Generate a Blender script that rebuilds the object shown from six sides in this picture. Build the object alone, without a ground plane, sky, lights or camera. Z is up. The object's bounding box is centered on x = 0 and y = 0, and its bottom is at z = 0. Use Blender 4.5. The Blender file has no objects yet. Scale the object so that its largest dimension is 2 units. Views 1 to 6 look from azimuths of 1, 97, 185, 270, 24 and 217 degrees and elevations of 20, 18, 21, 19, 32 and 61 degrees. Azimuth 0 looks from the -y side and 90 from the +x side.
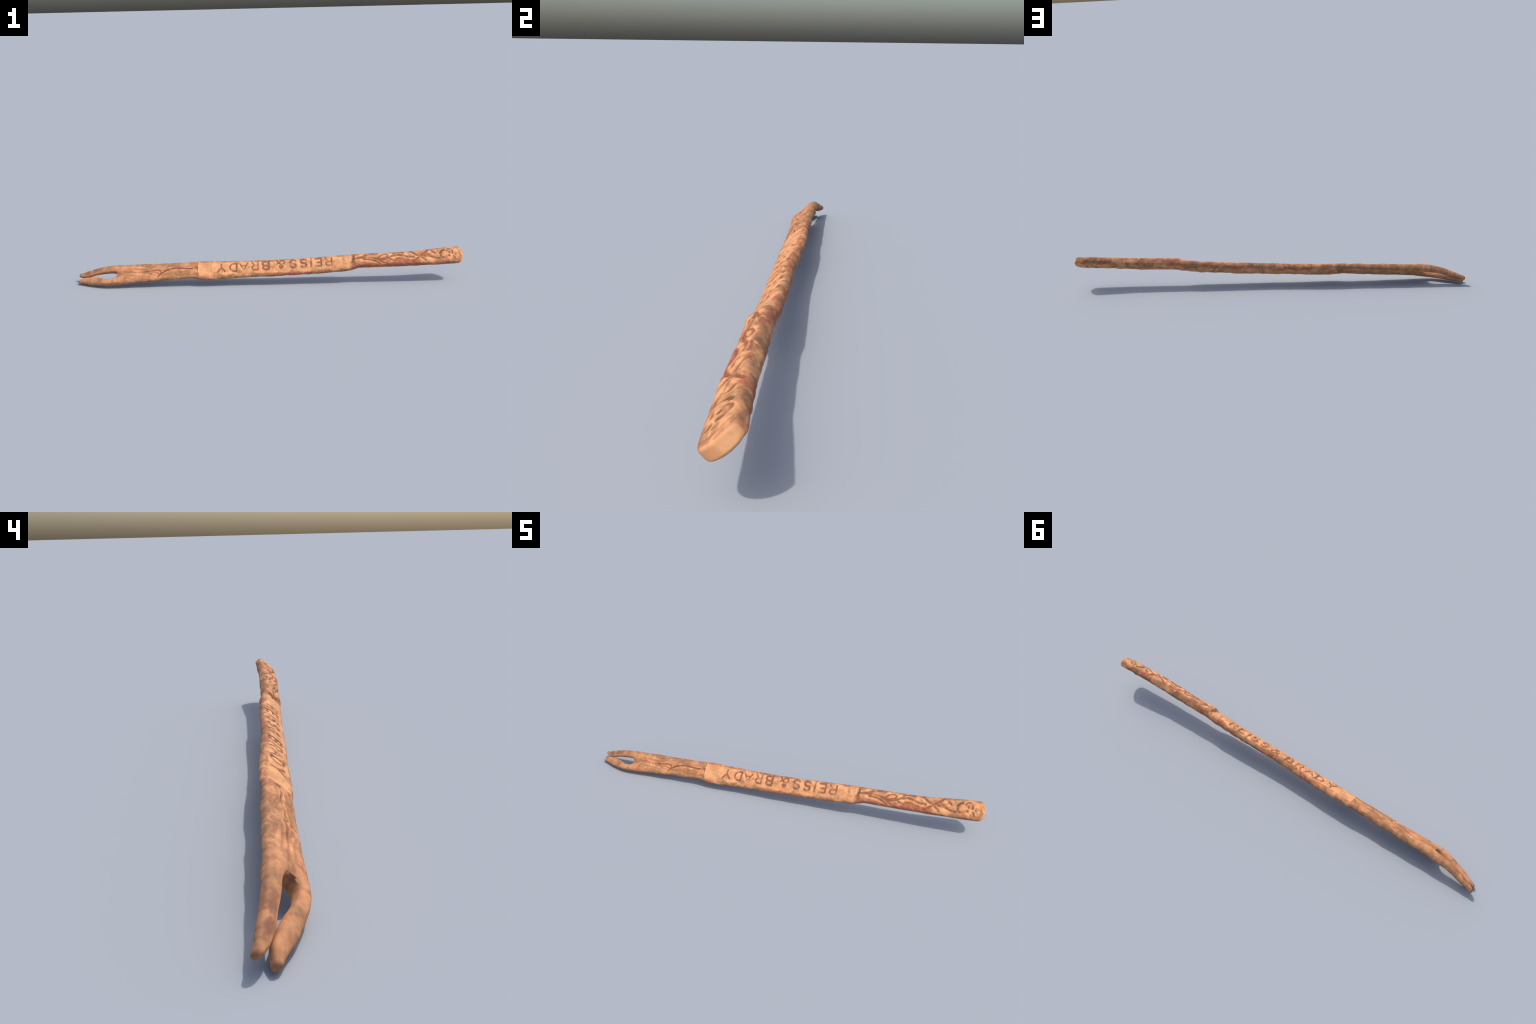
# A long carved wooden pickle fork: two bent tines, a flat blade with a carved
# leaf sprig, a recessed grip stamped with letters, and a carved handle.
# Everything is modelled in the fork's own frame: x runs along the fork, l runs
# across its broad face, h is square to the broad face.  The whole lies tilted
# by TILT about x, resting on its lower tine.
import bpy, bmesh, math
import numpy as np
from mathutils import Matrix, Vector, noise as mnoise

TILT = math.radians(41.0)
VOXEL = 0.0012

# ---------------------------------------------------------------- the spine
# x, centre l, centre h, width, thickness, twist in degrees
STATIONS = np.array([
    (-1.000, 0.0385, -0.0062, 0.0480, 0.0200, -5.0),
    (-0.970, 0.0363, 0.0037, 0.0618, 0.0275, -4.0),
    (-0.950, 0.0348, 0.0099, 0.0725, 0.0312, -2.1),
    (-0.930, 0.0326, 0.0172, 0.0807, 0.0327, -0.6),
    (-0.900, 0.0307, 0.0269, 0.0893, 0.0335, 1.0),
    (-0.870, 0.0295, 0.0354, 0.0973, 0.0345, 1.2),
    (-0.840, 0.0287, 0.0422, 0.1029, 0.0350, 0.6),
    (-0.800, 0.0288, 0.0482, 0.1066, 0.0350, 0.5),
    (-0.750, 0.0310, 0.0516, 0.1038, 0.0352, 0.0),
    (-0.700, 0.0337, 0.0529, 0.1009, 0.0347, 0.0),
    (-0.600, 0.0383, 0.0549, 0.0966, 0.0340, -0.5),
    (-0.500, 0.0420, 0.0579, 0.0914, 0.0355, -1.6),
    (-0.450, 0.0433, 0.0603, 0.0885, 0.0355, -1.2),
    (-0.410, 0.0448, 0.0617, 0.0871, 0.0348, -0.5),
    (-0.390, 0.0451, 0.0624, 0.0880, 0.0336, 0.0),
    (-0.370, 0.0448, 0.0624, 0.0909, 0.0334, 0.2),
    (-0.3625, 0.0444, 0.0624, 0.0928, 0.0332, 0.2),
    (-0.353, 0.0440, 0.0609, 0.0955, 0.0300, 0.2),
    (-0.344, 0.0434, 0.0607, 0.0975, 0.0296, 0.2),
    (-0.330, 0.0428, 0.0607, 0.0992, 0.0296, 0.0),
    (-0.300, 0.0425, 0.0607, 0.0993, 0.0314, -0.4),
    (-0.250, 0.0436, 0.0612, 0.0956, 0.0350, -1.5),
    (-0.200, 0.0446, 0.0624, 0.0908, 0.0366, -1.8),
    (-0.100, 0.0456, 0.0658, 0.0850, 0.0375, -0.6),
    (0.000, 0.0457, 0.0698, 0.0828, 0.0366, 1.7),
    (0.100, 0.0479, 0.0733, 0.0819, 0.0358, 2.6),
    (0.200, 0.0516, 0.0761, 0.0810, 0.0368, 2.1),
    (0.300, 0.0558, 0.0804, 0.0812, 0.0378, 1.8),
    (0.380, 0.0589, 0.0855, 0.0820, 0.0372, 2.6),
    (0.410, 0.0603, 0.0875, 0.0815, 0.0372, 2.6),
    (0.428, 0.0616, 0.0888, 0.0780, 0.0376, 2.4),
    (0.436, 0.0624, 0.0918, 0.0758, 0.0424, 2.0),
    (0.446, 0.0634, 0.0956, 0.0726, 0.0478, 1.4),
    (0.456, 0.0646, 0.0968, 0.0702, 0.0488, 0.8),
    (0.470, 0.0660, 0.0974, 0.0675, 0.0490, 0.2),
    (0.500, 0.0671, 0.0979, 0.0663, 0.0489, 0.6),
    (0.600, 0.0686, 0.0998, 0.0683, 0.0472, 2.0),
    (0.700, 0.0706, 0.1024, 0.0704, 0.0465, 1.0),
    (0.750, 0.0720, 0.1038, 0.0722, 0.0460, 0.5),
    (0.800, 0.0754, 0.1051, 0.0767, 0.0438, 0.7),
    (0.850, 0.0789, 0.1064, 0.0808, 0.0414, 1.0),
    (0.900, 0.0826, 0.1077, 0.0839, 0.0398, 1.1),
    (0.930, 0.0851, 0.1082, 0.0858, 0.0384, 1.8),
    (0.960, 0.0862, 0.1081, 0.0872, 0.0372, 1.8),
    (1.000, 0.0886, 0.1082, 0.0890, 0.0362, 2.0),
])
# both broad faces are crowned: how much they rise above the plain section, and
# how square the top and the belly are (exponents of the superellipse)
STATIONS[:, 2] -= np.interp(STATIONS[:, 0], [-0.85, -0.70], [0, 0.0008])
STATIONS[:, 3] += np.interp(STATIONS[:, 0], [-0.85, -0.70, -0.37, -0.30, 0.40, 0.47, 0.93, 1.0], [0.0024, 0.0036, 0.0042, 0.0062, 0.0058, 0.0034, 0.0026, 0.0018])
CROWN = [(-1.0, 0.0002, 0.0004, 2.6, 2.6), (-0.93, 0.0004, 0.0006, 2.7, 2.7), (-0.86, 0.0006, 0.0008, 3.2, 3.2), (-0.78, 0.0014, 0.0016, 3.5, 3.2), (-0.66, 0.0026, 0.0030, 3.1, 2.6),
         (-0.40, 0.0016, 0.0036, 3.0, 2.4), (-0.33, 0.0020, 0.0056, 3.2, 2.2), (0.40, 0.0018, 0.0056, 3.2, 2.2), (0.47, 0.0016, 0.0040, 3.1, 2.4),
         (0.85, 0.0022, 0.0028, 3.2, 2.7), (0.93, 0.0012, 0.0016, 3.6, 3.4), (1.0, 0.0004, 0.0004, 4.2, 4.0)]


# the slot between the tines, l measured from the centre line
SLOT_UPPER = [(-1.000, 0.0172), (-0.997, 0.0138), (-0.985, 0.0085), (-0.969, 0.0045), (-0.950, 0.0046), (-0.930, 0.0068),
              (-0.905, 0.0125), (-0.870, 0.0148), (-0.840, 0.0168), (-0.822, 0.0176), (-0.803, 0.0155), (-0.793, 0.0105), (-0.786, 0.0030), (-0.782, -0.0040), (-0.700, -0.0040)]
SLOT_LOWER = [(-0.9975, -0.0145), (-0.995, -0.0125), (-0.980, -0.0062), (-0.965, -0.0005), (-0.954, 0.0010), (-0.924, 0.0006),
              (-0.887, -0.0060), (-0.856, -0.0150), (-0.825, -0.0225), (-0.808, -0.0228), (-0.796, -0.0195), (-0.788, -0.0130), (-0.782, -0.0055), (-0.700, -0.0055)]
EDGE_UPPER = [(-1.000, 0.0282), (-0.995, 0.0302), (-0.985, 0.0308), (-0.970, 0.0322)]
EDGE_LOWER = [(-0.9980, -0.0246), (-0.993, -0.0284), (-0.983, -0.0302), (-0.970, -0.0319)]


def smooth_table(rows, cols):
    """monotone-ish cubic through the rows (finite-difference Hermite)"""
    rows = np.asarray(rows, float)
    X = rows[:, 0]

    def f(x, c):
        Y = rows[:, c]
        d = np.diff(Y) / np.diff(X)
        m = np.empty_like(Y)
        m[0], m[-1] = d[0], d[-1]
        a, b = d[:-1], d[1:]
        m[1:-1] = np.where(a * b > 0, 2 * a * b / np.where(a + b == 0, 1, a + b), 0)
        x = np.clip(np.asarray(x, float), X[0], X[-1])
        i = np.clip(np.searchsorted(X, x) - 1, 0, len(X) - 2)
        hh = X[i + 1] - X[i]
        t = (x - X[i]) / hh
        return (Y[i] * (2 * t**3 - 3 * t**2 + 1) + hh * m[i] * (t**3 - 2 * t**2 + t)
                + Y[i + 1] * (3 * t**2 - 2 * t**3) + hh * m[i + 1] * (t**3 - t**2))
    return lambda x: [f(x, c) for c in cols]


spine = smooth_table(STATIONS, (1, 2, 3, 4, 5))
slot_upper = lambda x: smooth_table(SLOT_UPPER, (1,))(x)[0]
slot_lower = lambda x: smooth_table(SLOT_LOWER, (1,))(x)[0]


# ---------------------------------------------------------------- solid body
def crown(x):
    return [float(np.interp(x, [r[0] for r in CROWN], [r[k] for r in CROWN])) for k in range(1, 5)]


def ring(x, l0, l1, h, t, twist, pivot, shape, count=72):
    """section between l0 and l1: superellipse halves above and below h, turned about the pivot"""
    out = []
    up, down, n_up, n_down = shape
    a = math.radians(twist)
    lc, hw = (l0 + l1) / 2, (l1 - l0) / 2
    for k in range(count):
        th = math.tau * k / count
        c, s = math.cos(th), math.sin(th)
        n = n_up if s > 0 else n_down
        r = (abs(c)**n + abs(s)**n) ** (-1 / n)
        l, z = lc + hw * r * c - pivot, (t / 2 + (up if s > 0 else down)) * r * s
        out.append((x, pivot + l * math.cos(a) - z * math.sin(a), h + l * math.sin(a) + z * math.cos(a)))
    return out


def loft(bm, rings):
    loops = [[bm.verts.new(p) for p in r] for r in rings]
    for A, B in zip(loops, loops[1:]):
        for k in range(len(A)):
            j = (k + 1) % len(A)
            bm.faces.new((A[k], A[j], B[j], B[k]))
    bm.faces.new(loops[0][::-1])
    bm.faces.new(loops[-1])


def end_x(q):
    """the handle ends in a shallow bow; q is l over half the width"""
    return 1.0 - 0.019 * np.abs(q)**2.2 - 0.0025 * np.clip(q, 0, 1)


def solid():
    bm = bmesh.new()
    # body: blade, grip and handle
    xs = sorted(set(np.round(np.concatenate([np.linspace(-0.783, 0.955, 240), STATIONS[(STATIONS[:, 0] > -0.78) & (STATIONS[:, 0] < 0.955), 0]]), 5)))
    rings = []
    for x in xs:
        l, h, w, t, tw = (float(v) for v in spine(x))
        rings.append(ring(x, l - w / 2, l + w / 2, h, t, tw, l, crown(x)))
    # the bowed end: the last rings follow the bow, then shrink a little (worn rim)
    # then close it with shrinking rings that keep to the bow
    base = 0.955
    l, h, w, t, tw = (float(v) for v in spine(base))
    le, he, we, te, twe = (float(v) for v in spine(1.0))
    rim = [(u, 1.0 - inset) for u, inset in ((0.25, 0), (0.5, 0), (0.42, 0.001), (0.58, 0.006), (0.70, 0.016), (0.80, 0.032), (0.88, 0.055), (0.94, 0.086), (0.98, 0.125), (1.0, 0.185))]
    for u, shrink in rim + [(1.0, k) for k in (0.7, 0.55, 0.4, 0.25, 0.1)]:
        c = [a + (b - a) * u for a, b in ((l, le), (h, he), (w, we), (t, te), (tw, twe))]
        tt = c[3] - c[2] * (1 - shrink) if shrink > 0.8 else (c[3] - c[2] * 0.185) * shrink / 0.815
        r = ring(0, c[0] - c[2] / 2 * shrink, c[0] + c[2] / 2 * shrink, c[1], tt, c[4], c[0], crown(base + 0.045 * u))
        rings.append([(base + (float(end_x((pl - c[0]) / (c[2] / 2))) - base) * u, pl, ph) for _, pl, ph in r])
    loft(bm, rings)
    # tines
    for upper in (True, False):
        tip = -1.0 if upper else -0.9985
        xs = np.concatenate([tip + 0.03 * np.array([0.0, 0.01, 0.04, 0.09, 0.16, 0.25, 0.36, 0.5, 0.64, 0.8, 1.0]), np.linspace(tip + 0.034, -0.80, 60), np.linspace(-0.799, -0.765, 24)])
        rings = []
        for x in xs:
            l, h, w, t, tw = (float(v) for v in spine(x))
            if upper:
                a = l + float(slot_upper(x))
                b = l + (float(np.interp(x, *zip(*EDGE_UPPER))) if x < -0.97 else w / 2)
            else:
                a = l + (float(np.interp(x, *zip(*EDGE_LOWER))) if x < -0.97 else -w / 2)
                b = l + float(slot_lower(x))
            s = min(1, (x - tip) / 0.011)
            cap = math.sqrt(max(0.0, 1 - (1 - s)**2)) * 0.6 + 0.4
            slim = (0.0042 if upper else 0.0012) * min(1, max(0, (-0.79 - x) / 0.07)) * min(1, (x - tip) / 0.05)
            rings.append(ring(x, a, b, h + (slim / 2 if upper else -slim / 2), (t - slim) * cap, tw, l, crown(x)))
        loft(bm, rings)
    me = bpy.data.meshes.new("fork_solid")
    bm.normal_update()
    bm.to_mesh(me)
    bm.free()
    ob = bpy.data.objects.new("fork_solid", me)
    bpy.context.scene.collection.objects.link(ob)
    mod = ob.modifiers.new("remesh", "REMESH")
    mod.mode, mod.voxel_size, mod.adaptivity = "VOXEL", VOXEL, 0
    dg = bpy.context.evaluated_depsgraph_get()
    ev = ob.evaluated_get(dg)
    out = bpy.data.meshes.new_from_object(ev)
    bpy.data.objects.remove(ob)
    return out


# ---------------------------------------------------------------- carving
def bow(points, n=6):
    """Catmull-Rom curve through the points"""
    P = [np.array(p, float) for p in points]
    if len(P) == 2:
        return np.array(P)
    closed = np.allclose(P[0], P[-1])
    Q = [P[-2] if closed else 2 * P[0] - P[1]] + P + [P[1] if closed else 2 * P[-1] - P[-2]]
    out = []
    for i in range(1, len(Q) - 2):
        p0, p1, p2, p3 = Q[i - 1:i + 3]
        for k in range(n):
            t = k / n
            out.append(0.5 * (2 * p1 + (p2 - p0) * t + (2 * p0 - 5 * p1 + 4 * p2 - p3) * t**2 + (3 * p1 - p0 - 3 * p2 + p3) * t**3))
    out.append(P[-1])
    return np.array(out)


def arc(cx, cy, rx, ry, a0, a1, n=10):
    a = np.radians(np.linspace(a0, a1, n))
    return [(cx + rx * math.cos(t), cy + ry * math.sin(t)) for t in a]


# strokes of each letter in a unit box: across to the right, up
GLYPHS = {
    "R": [[(0, 0), (0, 1)], [(0, 1), (0.5, 1)] + arc(0.5, 0.74, 0.42, 0.26, 90, -90) + [(0, 0.48)], [(0.5, 0.48), (1, 0)]],
    "E": [[(0.95, 1), (0, 1), (0, 0), (1, 0)], [(0, 0.52), (0.8, 0.52)]],
    "I": [[(0.5, 0), (0.5, 1)]],
    "S": [arc(0.5, 0.75, 0.42, 0.25, 25, 270, 12) + arc(0.5, 0.25, 0.46, 0.25, 90, -155, 12)],
    "&": [[(0.45, 0.84), (0.52, 0.74)], arc(0.48, 0.78, 0.2, 0.16, -120, 240, 12) , [(0.38, 0.66), (0.98, 0.0)], [(0.58, 0.66), (0.1, 0.36)] + arc(0.34, 0.2, 0.3, 0.2, 140, 300, 8) + [(0.72, 0.2), (0.95, 0.42)]],
    "B": [[(0, 0), (0, 1), (0.5, 1)] + arc(0.5, 0.76, 0.36, 0.24, 90, -90) + [(0, 0.52)], [(0, 0), (0.52, 0)] + arc(0.52, 0.26, 0.44, 0.26, -90, 90)],
    "A": [[(0, 0), (0.5, 1), (1, 0)], [(0.22, 0.36), (0.78, 0.36)]],
    "D": [[(0, 0), (0, 1), (0.4, 1)] + arc(0.4, 0.5, 0.56, 0.5, 90, -90, 14) + [(0, 0)]],
    "Y": [[(0, 1), (0.5, 0.48), (1, 1)], [(0.5, 0.48), (0.5, 0)]],
}
# letter, x of its left and right side (the words read towards -x), l of its foot and head
WORDS = [
    ("R", 0.3270, 0.2945, 0.0285, -0.0150), ("E", 0.2735, 0.2430, 0.0298, -0.0138), ("I", 0.2225, 0.2205, 0.0298, -0.0136),
    ("S", 0.1990, 0.1680, 0.0308, -0.0144), ("S", 0.1455, 0.1135, 0.0313, -0.0130), ("&", 0.0870, 0.0455, 0.0325, -0.0142),
    ("B", 0.0024, -0.0300, 0.0300, -0.0158), ("R", -0.0530, -0.0849, 0.0318, -0.0160), ("A", -0.1057, -0.1455, 0.0238, -0.0148),
    ("D", -0.1625, -0.1980, 0.0245, -0.0188), ("Y", -0.2225, -0.2610, 0.0257, -0.0175),
]
letters = []
for ch, xl, xr, foot, head in WORDS:
    strokes = [np.array([(xl + (xr - xl) * a, foot + (head - foot) * b) for a, b in s]) for s in GLYPHS[ch]]
    letters.append((ch, strokes))

# carved ornament: (kind, curves, half width, depth); points are (x, l from the centre line)
VINE = [
    [(0.4345, 0.0045), (0.4772, 0.0046), (0.5137, 0.0046), (0.5436, -0.001), (0.5612, -0.0075)],
    [(0.5612, -0.0075), (0.5791, -0.0108), (0.6006, -0.0076), (0.6196, 0.0016), (0.6417, 0.0108), (0.6692, 0.013), (0.6928, 0.007), (0.7162, -0.0012), (0.7431, -0.0039)],
    [(0.5612, -0.0075), (0.5812, -0.0217), (0.6053, -0.0300)],
    [(0.7953, -0.0003), (0.8195, -0.0018), (0.837, -0.0085), (0.8542, -0.0168), (0.8735, -0.0203)],
]
LEAF_LINES = [
    [(0.4885, -0.0062), (0.5247, -0.0089), (0.5484, -0.0164), (0.575, -0.0289)],
    [(0.4839, 0.0122), (0.5027, 0.0181), (0.5277, 0.0235), (0.5431, 0.0272)],
    [(0.4700, 0.0060), (0.4900, 0.0140), (0.5150, 0.0230), (0.5250, 0.0290)],
    [(0.6428, 0.0208), (0.6591, 0.0281), (0.6893, 0.0272)],
    [(0.6189, -0.0058), (0.6333, -0.0132), (0.648, -0.0179)],
    [(0.6451, -0.0171), (0.6549, -0.0093), (0.6761, -0.008), (0.6967, -0.0131), (0.7144, -0.0174)],
    [(0.7000, -0.0140), (0.7060, -0.0190)],
    [(0.840, 0.021), (0.850, 0.014), (0.857, 0.006)],
]
LOOP = [[(0.5613, -0.0068), (0.5717, 0.0081), (0.5879, 0.019), (0.6046, 0.0189), (0.6139, 0.0114), (0.6029, 0.0011), (0.5828, -0.0036), (0.5613, -0.0068)]]
CROSS = [
    [(0.7280, 0.0320), (0.7514, 0.0148), (0.7768, -0.0014), (0.7935, -0.0149), (0.8044, -0.0271)],
    [(0.8218, 0.0343), (0.7971, 0.0141), (0.7768, -0.0014), (0.7569, -0.0152), (0.7379, -0.0251)],
]
MANE = [[(0.8995, 0.0240), (0.8900, 0.0210), (0.8842, 0.0120), (0.8815, 0.0000), (0.8835, -0.0080)]]
BROW = [
    [(0.9121, 0.0171), (0.9231, 0.0275), (0.9363, 0.0251), (0.9438, 0.0148)],
    [(0.8870, -0.0160), (0.8950, -0.0210)],
    [(0.9530, -0.0220), (0.9545, -0.0300)],
]
EYES = [[(0.9274, 0.0065), (0.9280, 0.0045)], [(0.9235, -0.0118), (0.9267, -0.0132)], [(0.9485, -0.0135), (0.9520, -0.0185)], [(0.9585, 0.0030), (0.9590, -0.0060)], [(0.9440, 0.0080), (0.9445, 0.0010)]]
RIM = [[(0.9634, 0.0360), (0.9740, 0.0200), (0.9800, 0.0000), (0.9785, -0.0235), (0.9700, -0.0400)]]
SPRIG = [
    [(-0.3658, 0.0058), (-0.4134, 0.0011), (-0.4635, 0.0072), (-0.4967, 0.0039), (-0.5294, -0.0049), (-0.552, -0.0152), (-0.5693, -0.032)],
    [(-0.5524, -0.0120), (-0.5664, 0.001), (-0.583, 0.0), (-0.6195, -0.001), (-0.6524, -0.0039)],
]
SPRIG_LEAF = [
    [(-0.5204, 0.0339), (-0.5055, 0.0363), (-0.4823, 0.036), (-0.4578, 0.0241), (-0.4674, 0.017), (-0.4912, 0.0235), (-0.5204, 0.0339)],
    [(-0.4604, -0.0212), (-0.4327, -0.0126), (-0.4046, -0.0135), (-0.4107, -0.0243), (-0.4352, -0.0316), (-0.4604, -0.0212)],
    [(-0.6113, -0.0227), (-0.5988, -0.0126), (-0.5788, -0.0123), (-0.565, -0.0208)],
    [(-0.6011, 0.0196), (-0.599, 0.0332), (-0.586, 0.0374)],
]
ROOT_SHADE = [[(0.4400, 0.026), (0.4392, 0.0098), (0.4370, -0.0060)]]  # dark strip at the handle step: brown stain with the step's shade painted in
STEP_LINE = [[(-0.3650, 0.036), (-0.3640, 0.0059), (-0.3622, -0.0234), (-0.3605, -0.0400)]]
GRAIN = [
    [(-0.700, 0.018), (-0.640, 0.012), (-0.585, 0.017)], [(-0.735, -0.016), (-0.670, -0.021), (-0.615, -0.030)],
    [(-0.480, -0.030), (-0.425, -0.037), (-0.380, -0.030)], [(-0.455, 0.012), (-0.415, 0.017), (-0.376, 0.012)],
    [(-0.660, 0.034), (-0.620, 0.029), (-0.575, 0.034)], [(-0.750, 0.004), (-0.700, 0.000), (-0.665, -0.006)],
    [(-0.530, 0.014), (-0.505, 0.022), (-0.470, 0.010)], [(-0.545, -0.030), (-0.520, -0.020), (-0.480, -0.018)],
]
UNDER = [
    [(0.7837, 0.0370), (0.7700, 0.0130), (0.7537, -0.0156), (0.7300, 0.0080), (0.7050, 0.0360)],
    [(0.3239, 0.0330), (0.3080, 0.004), (0.2917, -0.0147), (0.2740, 0.006), (0.2520, 0.0370)],
    [(-0.2150, 0.0420), (-0.2330, 0.006), (-0.2496, -0.0193), (-0.2650, 0.012), (-0.2836, 0.0430)],
    [(0.9080, 0.0311), (0.8944, 0.0054), (0.8648, -0.0265)],
]
CRACK = [[(-0.3958, 0.0404), (-0.4765, 0.0438), (-0.6106, 0.0439), (-0.745, 0.0385)]]

TOP = [("letter", s, 0.0046 * worn, 0.0036 * worn) for (_, s), worn in zip(letters, (1.0, 0.95, 1.0, 1.1, 1.05, 0.95, 1.2, 1.0, 0.8, 1.0, 0.95))]
TOP += [
    ("carved_vine", [bow(c) for c in VINE], 0.0052, 0.0044),
    ("carved_leaf", [bow(c) for c in LEAF_LINES], 0.0042, 0.0032),
    ("carved_leaf", [bow(c) for c in LOOP], 0.0042, 0.0036),
    ("carved_cross", [bow(c) for c in CROSS], 0.0056, 0.0042),
    ("carved_mane", [bow(c) for c in MANE], 0.0060, 0.0046),
    ("carved_brow", [bow(c) for c in BROW], 0.0042, 0.0034),
    ("carved_eye", [np.array(c) for c in EYES], 0.0054, 0.0030),
    ("carved_rim", [bow(c) for c in RIM], 0.0028, 0.0012),
    ("carved_sprig", [bow(c) for c in SPRIG], 0.0040, 0.0034),
    ("carved_sprig_leaf", [bow(c) for c in SPRIG_LEAF], 0.0040, 0.0024),
    ("seam_and_shade", [bow(c) for c in ROOT_SHADE], 0.0046, 0.0020),
    ("seam_and_shade", [bow(c) for c in STEP_LINE], 0.0022, 0.0012),
    ("grain_groove", [bow(c) for c in GRAIN], 0.0046, 0.0022),
]
BOTTOM = [
    ("carved_underside", [bow(c) for c in UNDER], 0.0062, 0.0040),
    ("grain_crack", [bow(c) for c in CRACK], 0.0036, 0.0026),
]


def distance(P, curves, reach):
    """distance in the plane from points P to a set of polylines"""
    D = np.full(len(P), 1.0)
    for c in curves:
        for a, b in zip(c[:-1], c[1:]):
            lo, hi = np.minimum(a, b) - reach, np.maximum(a, b) + reach
            m = np.nonzero((P[:, 0] > lo[0]) & (P[:, 0] < hi[0]) & (P[:, 1] > lo[1]) & (P[:, 1] < hi[1]))[0]
            if not len(m):
                continue
            d = b - a
            t = np.clip(((P[m] - a) @ d) / max(d @ d, 1e-12), 0, 1)
            D[m] = np.minimum(D[m], np.linalg.norm(P[m] - a - t[:, None] * d, axis=1))
    return D


def step(x, a, b):
    t = np.clip((x - a) / (b - a), 0, 1)
    return t * t * (3 - 2 * t)


def waves(P, seed, scale, count=26):
    """smooth random relief: a sum of plane waves of near equal length"""
    rng = np.random.default_rng(seed)
    out = np.zeros(len(P))
    for _ in range(count):
        k = rng.normal(size=3)
        k *= scale * rng.uniform(0.6, 1.5) / np.linalg.norm(k)
        out += np.sin(P @ k + rng.uniform(0, math.tau))
    return out / math.sqrt(count / 2)


def normals_of(me):
    n = np.empty(len(me.vertices) * 3, np.float32)
    me.vertices.foreach_get("co", n)
    me.update()
    me.vertex_normals.foreach_get("vector", n)
    return n.reshape(-1, 3)


base = solid()
nv = len(base.vertices)
co = np.empty(nv * 3, np.float32)
base.vertices.foreach_get("co", co)
co = co.reshape(-1, 3).astype(float)
ed = np.empty(len(base.edges) * 2, np.int32)
base.edges.foreach_get("vertices", ed)
ed = ed.reshape(-1, 2)
deg = np.bincount(ed.ravel(), minlength=nv)


def relax(co, times):
    for _ in range(times):
        s = np.stack([np.bincount(ed[:, 0], co[ed[:, 1], k], nv) + np.bincount(ed[:, 1], co[ed[:, 0], k], nv) for k in range(3)], -1)
        co = co + 0.5 * (s / deg[:, None] - co)
    return co


co = relax(co, 4)
base.vertices.foreach_set("co", co.astype(np.float32).ravel())
nrm = normals_of(base).astype(float)

lc, hc, wd, th, tw = spine(co[:, 0])
plane = np.stack([co[:, 0], co[:, 1] - lc], -1)          # x, l from the centre line
facing_up = step(nrm[:, 2], 0.25, 0.7)
facing_down = step(-nrm[:, 2], 0.25, 0.7)
x, lr = plane[:, 0], plane[:, 1]

sink = np.zeros(nv)
best = np.zeros(nv)
group = np.full(nv, -1)
wear = np.clip(0.86 + 0.26 * waves(co * [0.8, 1, 1], 41, 210) + 0.12 * waves(co, 43, 520), 0.3, 1.15)
for gi, (kind, curves, hw, depth) in enumerate(TOP + BOTTOM):
    f = facing_up if gi < len(TOP) else facing_down
    reach = hw * (1.7 if kind == 'letter' else 2.6)
    d = distance(plane, curves, reach + 0.002)
    prof = (0.65 * (1 - step(d, hw * 0.25, hw * 1.7)) + 0.35 * (1 - step(d, 0, reach))) * f * (1 - 0.7 * step(np.abs(lr) / (wd / 2), 0.72, 0.95))
    sink = np.maximum(sink, prof * depth * (0.4 + 0.6 * wear))
    mark = (1 - step(d, hw * 0.35, hw * 1.35)) * f * (0.25 + 0.75 * wear)
    m = mark > np.maximum(best, 0.22)
    best[m] = mark[m]
    group[m] = gi

# shallow recesses and swellings
relief = np.zeros(nv)
inner = 1 - step(np.abs(lr) / (wd / 2), 0.40, 0.8)
dome = np.exp(-(((x - 0.923) / 0.030)**2 + ((lr + 0.001) / 0.026)**2))
relief += 0.0042 * dome * facing_up
sprig_line = np.interp(x, [-0.5524, -0.5294, -0.4967, -0.4635, -0.4134, -0.3658], [-0.0152, -0.0049, 0.0039, 0.0072, 0.0011, 0.0058])
leaf = step(lr - sprig_line, -0.0005, 0.0035) * step(x, -0.72, -0.56) * (1 - step(x, -0.372, -0.362)) * (1 - step(lr, 0.010, 0.034))
relief += (0.0022 + 0.0014 * step(x, -0.62, -0.54) * (1 - step(x, -0.50, -0.42))) * leaf * facing_up
relief -= 0.0022 * facing_up * np.exp(-(((x + 0.377) / 0.010)**2 + ((lr - 0.021) / 0.009)**2))
relief -= 0.0020 * facing_up * np.exp(-(((x + 0.545) / 0.016)**2 + ((lr + 0.002) / 0.006)**2))
relief += 0.0024 * np.exp(-(((x + 0.590) / 0.022)**2 + ((lr + 0.018) / 0.009)**2)) * facing_up
relief += 0.0006 * np.exp(-(((x + 0.485) / 0.020)**2 + ((lr - 0.028) / 0.006)**2)) * facing_up
relief -= 0.0075 * facing_up * np.exp(-(((x + 0.781) / 0.017)**2 + ((lr + 0.006) / 0.013)**2))
# soft twisting swellings of the blade and of the handle's leaves
relief += 0.0018 * inner * waves(co * [0.45, 1, 1], 31, 150) * facing_up * step(x, -0.74, -0.66) * (1 - step(x, -0.375, -0.366))
relief += 0.0014 * inner * waves(co * [0.5, 1, 1], 11, 170) * facing_up * step(x, 0.45, 0.47) * (1 - step(x, 0.86, 0.88))
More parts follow.
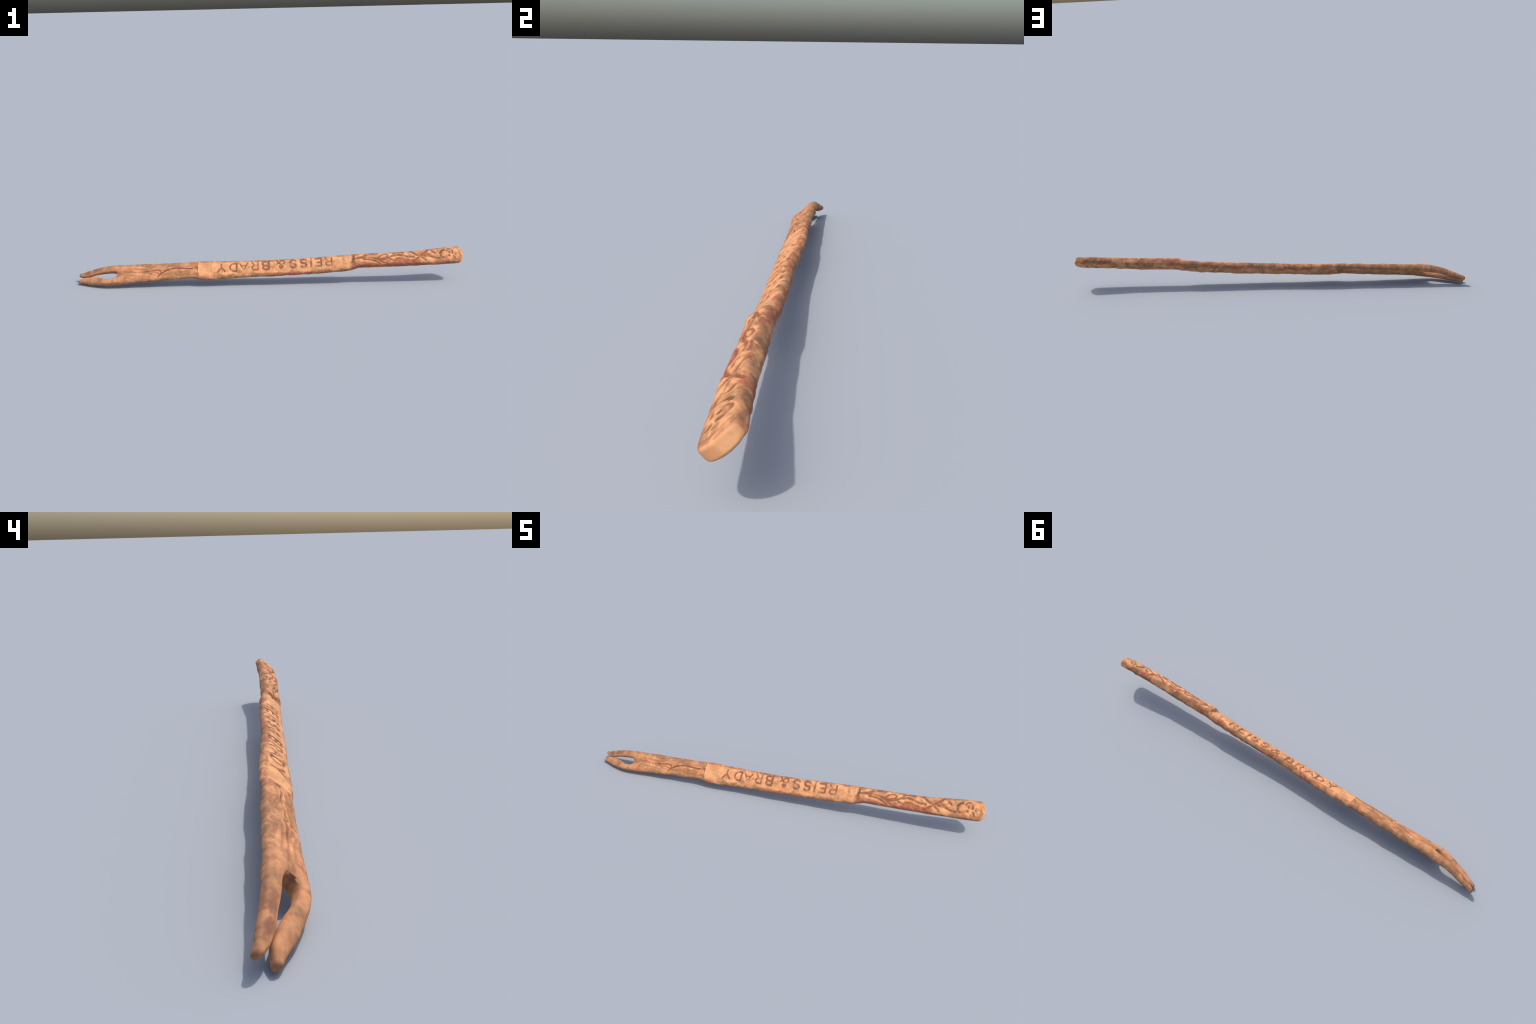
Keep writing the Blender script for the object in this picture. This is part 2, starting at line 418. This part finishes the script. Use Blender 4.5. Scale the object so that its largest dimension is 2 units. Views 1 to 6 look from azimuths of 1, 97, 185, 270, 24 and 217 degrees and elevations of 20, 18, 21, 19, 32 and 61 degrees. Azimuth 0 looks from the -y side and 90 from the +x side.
# hand-cut unevenness everywhere
calm = 1 - 0.75 * facing_up * step(x, -0.36, -0.34) * (1 - step(x, 0.40, 0.43))
tine = 1 - step(x, -0.82, -0.78)
end = step(nrm[:, 0], 0.2, 0.6) * (x > 0.9)
calm = calm * (1 - 0.6 * tine) * (1 - 0.9 * end)
relief += calm * (0.00050 * waves(co * [0.6, 1, 1], 3, 130) + 0.00018 * waves(co * [0.7, 1, 1], 5, 300))
relief += 0.0009 * waves(co * [0.5, 1, 1], 21, 220) * facing_down * step(x, -0.6, -0.5)
relief *= 1 - end

co = co + nrm * relief[:, None]
co[:, 2] -= sink * np.where(facing_up > facing_down, 1, -1)
co = relax(co, 1)

# set it on the ground, tilted
R = Matrix.Rotation(TILT, 4, "X")
world_z = co[:, 1] * math.sin(TILT) + co[:, 2] * math.cos(TILT)
drop = world_z.min()
world_y = co[:, 1] * math.cos(TILT) - co[:, 2] * math.sin(TILT)
print("span y", world_y.min(), world_y.max(), "z min", drop, "x", co[:, 0].min(), co[:, 0].max(), "verts", nv)
mid_x = (co[:, 0].min() + co[:, 0].max()) / 2
base.vertices.foreach_set("co", co.astype(np.float32).ravel())
vn = normals_of(base).astype(float)


# ---------------------------------------------------------------- materials
def shader(name, groove=None):
    m = bpy.data.materials.new(name)
    m.use_nodes = True
    nt = m.node_tree
    nt.nodes.clear()
    N, Lk = nt.nodes, nt.links

    def put(socket, v):
        if hasattr(v, "default_value") and not isinstance(v, (tuple, float, int)):
            Lk.new(v, socket)
        else:
            socket.default_value = v

    def math_(op, a, b=0.0, c=0.0, clamp=False):
        n = N.new("ShaderNodeMath")
        n.operation, n.use_clamp = op, clamp
        for s, v in zip(n.inputs, (a, b, c)):
            put(s, v)
        return n.outputs[0]

    def rise(v, a, b, lo=0.0, hi=1.0):
        n = N.new("ShaderNodeMapRange")
        n.interpolation_type = "SMOOTHSTEP"
        for i, q in enumerate((v, a, b, lo, hi)):
            put(n.inputs[i], q)
        return n.outputs[0]

    def mul(*a):
        o = a[0]
        for b in a[1:]:
            o = math_("MULTIPLY", o, b)
        return o

    def band(v, a, b, soft):
        return mul(rise(v, a - soft, a + soft), rise(v, b - soft, b + soft, 1.0, 0.0))

    def mix(f, a, b):
        n = N.new("ShaderNodeMix")
        n.data_type, n.clamp_factor = "RGBA", True
        put(n.inputs[0], f)
        put(n.inputs[6], a if not isinstance(a, tuple) else (*a, 1))
        put(n.inputs[7], b if not isinstance(b, tuple) else (*b, 1))
        return n.outputs[2]

    tc = N.new("ShaderNodeTexCoord")
    sep = N.new("ShaderNodeSeparateXYZ")
    Lk.new(tc.outputs["Object"], sep.inputs[0])
    X, L = sep.outputs[0], sep.outputs[1]

    def noise(scale, stretch=(1, 1, 1), detail=3.0, rough=0.55, shift=(0, 0, 0)):
        mp = N.new("ShaderNodeMapping")
        mp.inputs["Scale"].default_value = stretch
        mp.inputs["Location"].default_value = shift
        Lk.new(tc.outputs["Object"], mp.inputs[0])
        n = N.new("ShaderNodeTexNoise")
        n.inputs["Scale"].default_value, n.inputs["Detail"].default_value, n.inputs["Roughness"].default_value = scale, detail, rough
        Lk.new(mp.outputs[0], n.inputs["Vector"])
        return n.outputs["Fac"]

    # the centre line and half width along the fork
    def along(col):
        ramp = N.new("ShaderNodeFloatCurve")
        cur = ramp.mapping.curves[0]
        ks = np.linspace(-1, 1, 25)
        vals = spine(ks)[col]
        pts = [((k + 1) / 2, float(v) / 0.12) for k, v in zip(ks, vals)]
        cur.points[0].location, cur.points[1].location = pts[0], pts[-1]
        for p in pts[1:-1]:
            cur.points.new(*p)
        ramp.mapping.update()
        Lk.new(math_("MULTIPLY_ADD", X, 0.5, 0.5), ramp.inputs["Value"])
        return math_("MULTIPLY", ramp.outputs[0], 0.12)

    LR = math_("SUBTRACT", L, along(0))
    Q = math_("DIVIDE", LR, math_("MULTIPLY", along(2), 0.5))       # -1 .. 1 across the face
    AQ = math_("ABSOLUTE", Q)

    grip = band(X, -0.362, 0.437, 0.003)
    handle = rise(X, 0.434, 0.442)
    blade = rise(X, -0.365, -0.360, 1.0, 0.0)
    tine = rise(X, -0.82, -0.76, 1.0, 0.0)

    n_big = noise(16, (0.6, 1, 1), 2.0)
    n_mid = noise(30, (0.75, 1, 1), 2.5, 0.5)
    n_tan = noise(25, (0.7, 1, 1), 2.5, 0.5, (4.4, 0.3, 8.8))
    n_fine = noise(85, (0.8, 1, 1), 3.0, 0.55)
    n_red = noise(32, (0.6, 0.9, 0.9), 4.0, 0.55, (3.1, 1.7, 0.4))
    n_olive = noise(25, (1.0, 0.8, 0.8), 2.5, 0.5, (7.3, 2.2, 5.1))
    n_dark = noise(38, (0.7, 0.95, 0.95), 2.5, 0.5, (1.3, 9.2, 2.1))

    peach, pale, tan = (0.660, 0.300, 0.140), (0.74, 0.370, 0.175), (0.42, 0.215, 0.112)
    olive, red, brown = (0.250, 0.142, 0.072), (0.38, 0.105, 0.060), (0.21, 0.095, 0.052)
    edge = rise(AQ, 0.60, 0.96)

    col = mix(rise(n_mid, 0.40, 0.62), peach, pale)
    # dull tan clouds
    col = mix(mul(rise(n_tan, 0.44, 0.70), math_("ADD", 0.55, mul(blade, 0.2))), col, tan)
    # the blade and tines are browner and duller than the grip
    col = mix(mul(blade, rise(n_big, 0.35, 0.60, 0.15, 0.70)), col, (0.54, 0.245, 0.116))
    col = mix(mul(blade, rise(Q, -0.05, 0.3), rise(n_tan, 0.34, 0.62), 0.45), col, (0.40, 0.195, 0.100))
    col = mix(mul(tine, 0.45), col, (0.58, 0.275, 0.145))
    # brown mottling
    n_d = math_("ADD", n_dark, math_("ADD", math_("ADD", mul(blade, 0.050), mul(handle, 0.030)), mul(edge, 0.06)))
    n_d = math_("SUBTRACT", n_d, mul(grip, rise(AQ, 0.75, 0.55), 0.05))
    col = mix(mul(rise(n_d, 0.48, 0.70), math_("SUBTRACT", 0.64, math_("ADD", mul(blade, 0.10), mul(tine, 0.14)))), col, brown)
    # olive-brown grime: blotches, more on the handle's end and the grip's long edges
    grime = math_("ADD", mul(edge, 0.06), mul(band(X, 0.86, 0.95, 0.02), 0.06))
    grime = math_("ADD", grime, mul(band(X, 0.335, 0.425, 0.02), rise(Q, 0.2, 0.7), 0.12))
    grime = math_("ADD", grime, mul(band(X, 0.003, 0.042, 0.012), 0.17))
    grime = math_("ADD", grime, mul(band(X, -0.392, -0.367, 0.006), band(Q, 0.15, 0.75, 0.12), 0.30))
    grime = math_("ADD", grime, mul(band(X, -0.570, -0.530, 0.014), band(Q, -0.15, 0.10, 0.12), 0.20))
    grime = math_("ADD", grime, mul(band(X, -0.560, -0.535, 0.010), band(Q, 0.70, 1.1, 0.12), 0.20))
    n_o = math_("ADD", n_olive, grime)
    col = mix(mul(rise(n_o, 0.54, 0.78), 0.85), col, olive)
    # red stain along both long sides of the grip and handle, wide on the handle's near flank
    side = rise(AQ, 0.70, 0.86)
    redside = mul(side, math_("ADD", mul(grip, 1.0), mul(handle, 0.5)), 0.10)
    flank = mul(band(X, 0.44, 0.80, 0.03), rise(Q, -0.2, -0.55), 0.16)
    n_r = math_("ADD", n_red, math_("ADD", redside, flank))
    n_r = math_("SUBTRACT", n_r, mul(blade, 0.05))
    n_r = math_("SUBTRACT", n_r, mul(grip, rise(AQ, 0.78, 0.64), 0.14))
    col = mix(mul(rise(n_r, 0.52, 0.74), 0.85), col, red)
    # cross-hatched dirt on the flanks
    n_hatch = noise(95, (1.3, 0.35, 0.35), 3.0, 0.55, (2.2, 6.1, 3.3))
    col = mix(mul(rise(n_hatch, 0.47, 0.68), rise(AQ, 0.62, 0.85), 0.36), col, (0.20, 0.105, 0.056))
    col = mix(mul(rise(n_fine, 0.46, 0.76), 0.28), col, brown)
    col = mix(mul(rise(n_fine, 0.50, 0.32), 0.22), col, pale)
    # bare end grain of the handle
    geo = N.new("ShaderNodeNewGeometry")
    nsep = N.new("ShaderNodeSeparateXYZ")
    Lk.new(geo.outputs["Normal"], nsep.inputs[0])
    col = mix(mul(rise(nsep.outputs[0], 0.35, 0.70), rise(X, 0.965, 0.970), 0.9), col, mix(rise(n_mid, 0.38, 0.62), (0.60, 0.285, 0.135), (0.70, 0.37, 0.185)))
    # a long dark streak down the upper tine
    streak = mul(band(X, -0.985, -0.865, 0.02), band(Q, 0.38, 0.86, 0.10), rise(n_dark, 0.36, 0.58))
    col = mix(mul(streak, 0.5), col, (0.20, 0.082, 0.055))
    # tips mottled darker brown
    col = mix(mul(rise(X, -0.988, -0.997), rise(n_mid, 0.3, 0.55), 0.6), col, (0.22, 0.12, 0.06))

    if groove:
        col = mix(rise(n_fine, 0.25, 0.72, groove[1], groove[1] - 0.20), col, groove[0])

    bump = N.new("ShaderNodeBump")
    bump.inputs["Strength"].default_value, bump.inputs["Distance"].default_value = 0.3, 0.0012
    put(bump.inputs["Height"], math_("ADD", mul(n_fine, 0.7), mul(n_dark, 0.8)))
    bs = N.new("ShaderNodeBsdfPrincipled")
    put(bs.inputs["Base Color"], col)
    bs.inputs["Roughness"].default_value = 0.8
    bs.inputs["Specular IOR Level"].default_value = 0.15
    Lk.new(bump.outputs[0], bs.inputs["Normal"])
    out = N.new("ShaderNodeOutputMaterial")
    Lk.new(bs.outputs[0], out.inputs[0])
    return m


wood = shader("stained_wood")
STAINS = {
    "brown": ((0.225, 0.088, 0.050), 0.97), "red": ((0.220, 0.086, 0.046), 0.95),
    "dark": ((0.120, 0.062, 0.034), 0.90), "faint": ((0.28, 0.125, 0.064), 0.65),
}
STAINED = {k: (shader(k + "_stain", v), shader(k + "_stain_edge", (v[0], v[1] * 0.62))) for k, v in STAINS.items()}
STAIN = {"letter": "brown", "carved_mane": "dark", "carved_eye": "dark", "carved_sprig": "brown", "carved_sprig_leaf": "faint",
         "carved_rim": "faint", "seam_and_shade": "brown", "carved_underside": "faint", "grain_groove": "faint", "grain_crack": "faint"}

# ---------------------------------------------------------------- parts
nf = len(base.polygons)
quads = np.empty(len(base.loops), np.int32)
base.loops.foreach_get("vertex_index", quads)
start = np.empty(nf, np.int32)
base.polygons.foreach_get("loop_start", start)
total = np.empty(nf, np.int32)
base.polygons.foreach_get("loop_total", total)
assert (total == 4).all()
quads = quads[start[:, None] + np.arange(4)]
fc = co[quads].mean(1)
fl = fc[:, 1] - spine(fc[:, 0])[0]
votes = group[quads]
fgroup = np.where((votes >= 0).sum(1) >= 2, votes.max(1), -1)
fdeep = (best[quads].mean(1) < 0.70).astype(np.int32)         # 0 in the bed of a groove, 1 on its edge

region = np.where(fc[:, 0] > 0.437, 0, np.where(fc[:, 0] > -0.3625, 1, 2))
on_tine = fc[:, 0] < -0.785
split = np.interp(fc[:, 0], [-1, -0.985, -0.96, -0.93, -0.90, -0.87, -0.82, -0.785], [0.002, 0.002, 0.003, 0.0035, 0.003, 0.0, -0.002, -0.004])
region = np.where(on_tine & (fl > split), 3, np.where(on_tine, 4, region))


def piece(name, faces, mat, parent):
    used, inv = np.unique(quads[faces], return_inverse=True)
    inv = inv.reshape(-1, 4)
    me = bpy.data.meshes.new(name)
    me.from_pydata(co[used].tolist(), [], inv.tolist())
    me.polygons.foreach_set("use_smooth", np.ones(len(inv), bool))
    for m in mat if isinstance(mat, tuple) else (mat,):
        me.materials.append(m)
    if isinstance(mat, tuple):
        me.polygons.foreach_set("material_index", fdeep[faces])
    me.update()
    me.normals_split_custom_set_from_vertices(vn[used].tolist())
    ob = bpy.data.objects.new(name, me)
    bpy.context.scene.collection.objects.link(ob)
    ob.parent = parent
    if parent is root:
        ob.matrix_local = place
    return ob


root = bpy.data.objects.new("carved_wooden_fork", None)
bpy.context.scene.collection.objects.link(root)
root["label"] = "long carved wooden serving fork with two bent tines and stamped lettering"
root["category"] = "fork"
place = Matrix.Translation((-mid_x, 0.0, -drop)) @ R

parts = {}
for i, name in enumerate(("handle", "grip", "blade", "tine", "tine")):
    parts[i] = piece(name, np.nonzero((region == i) & (fgroup < 0))[0], wood, root)
for gi, (kind, *_rest) in enumerate(TOP + BOTTOM):
    for i in range(3):
        faces = np.nonzero((fgroup == gi) & (region == i))[0]
        if len(faces):
            piece(kind, faces, STAINED[STAIN.get(kind, "red")], parts[i])
leftover = np.nonzero((fgroup >= 0) & (region > 2))[0]
if len(leftover):
    piece("tine_mark", leftover, wood, parts[3])
bpy.data.meshes.remove(base)
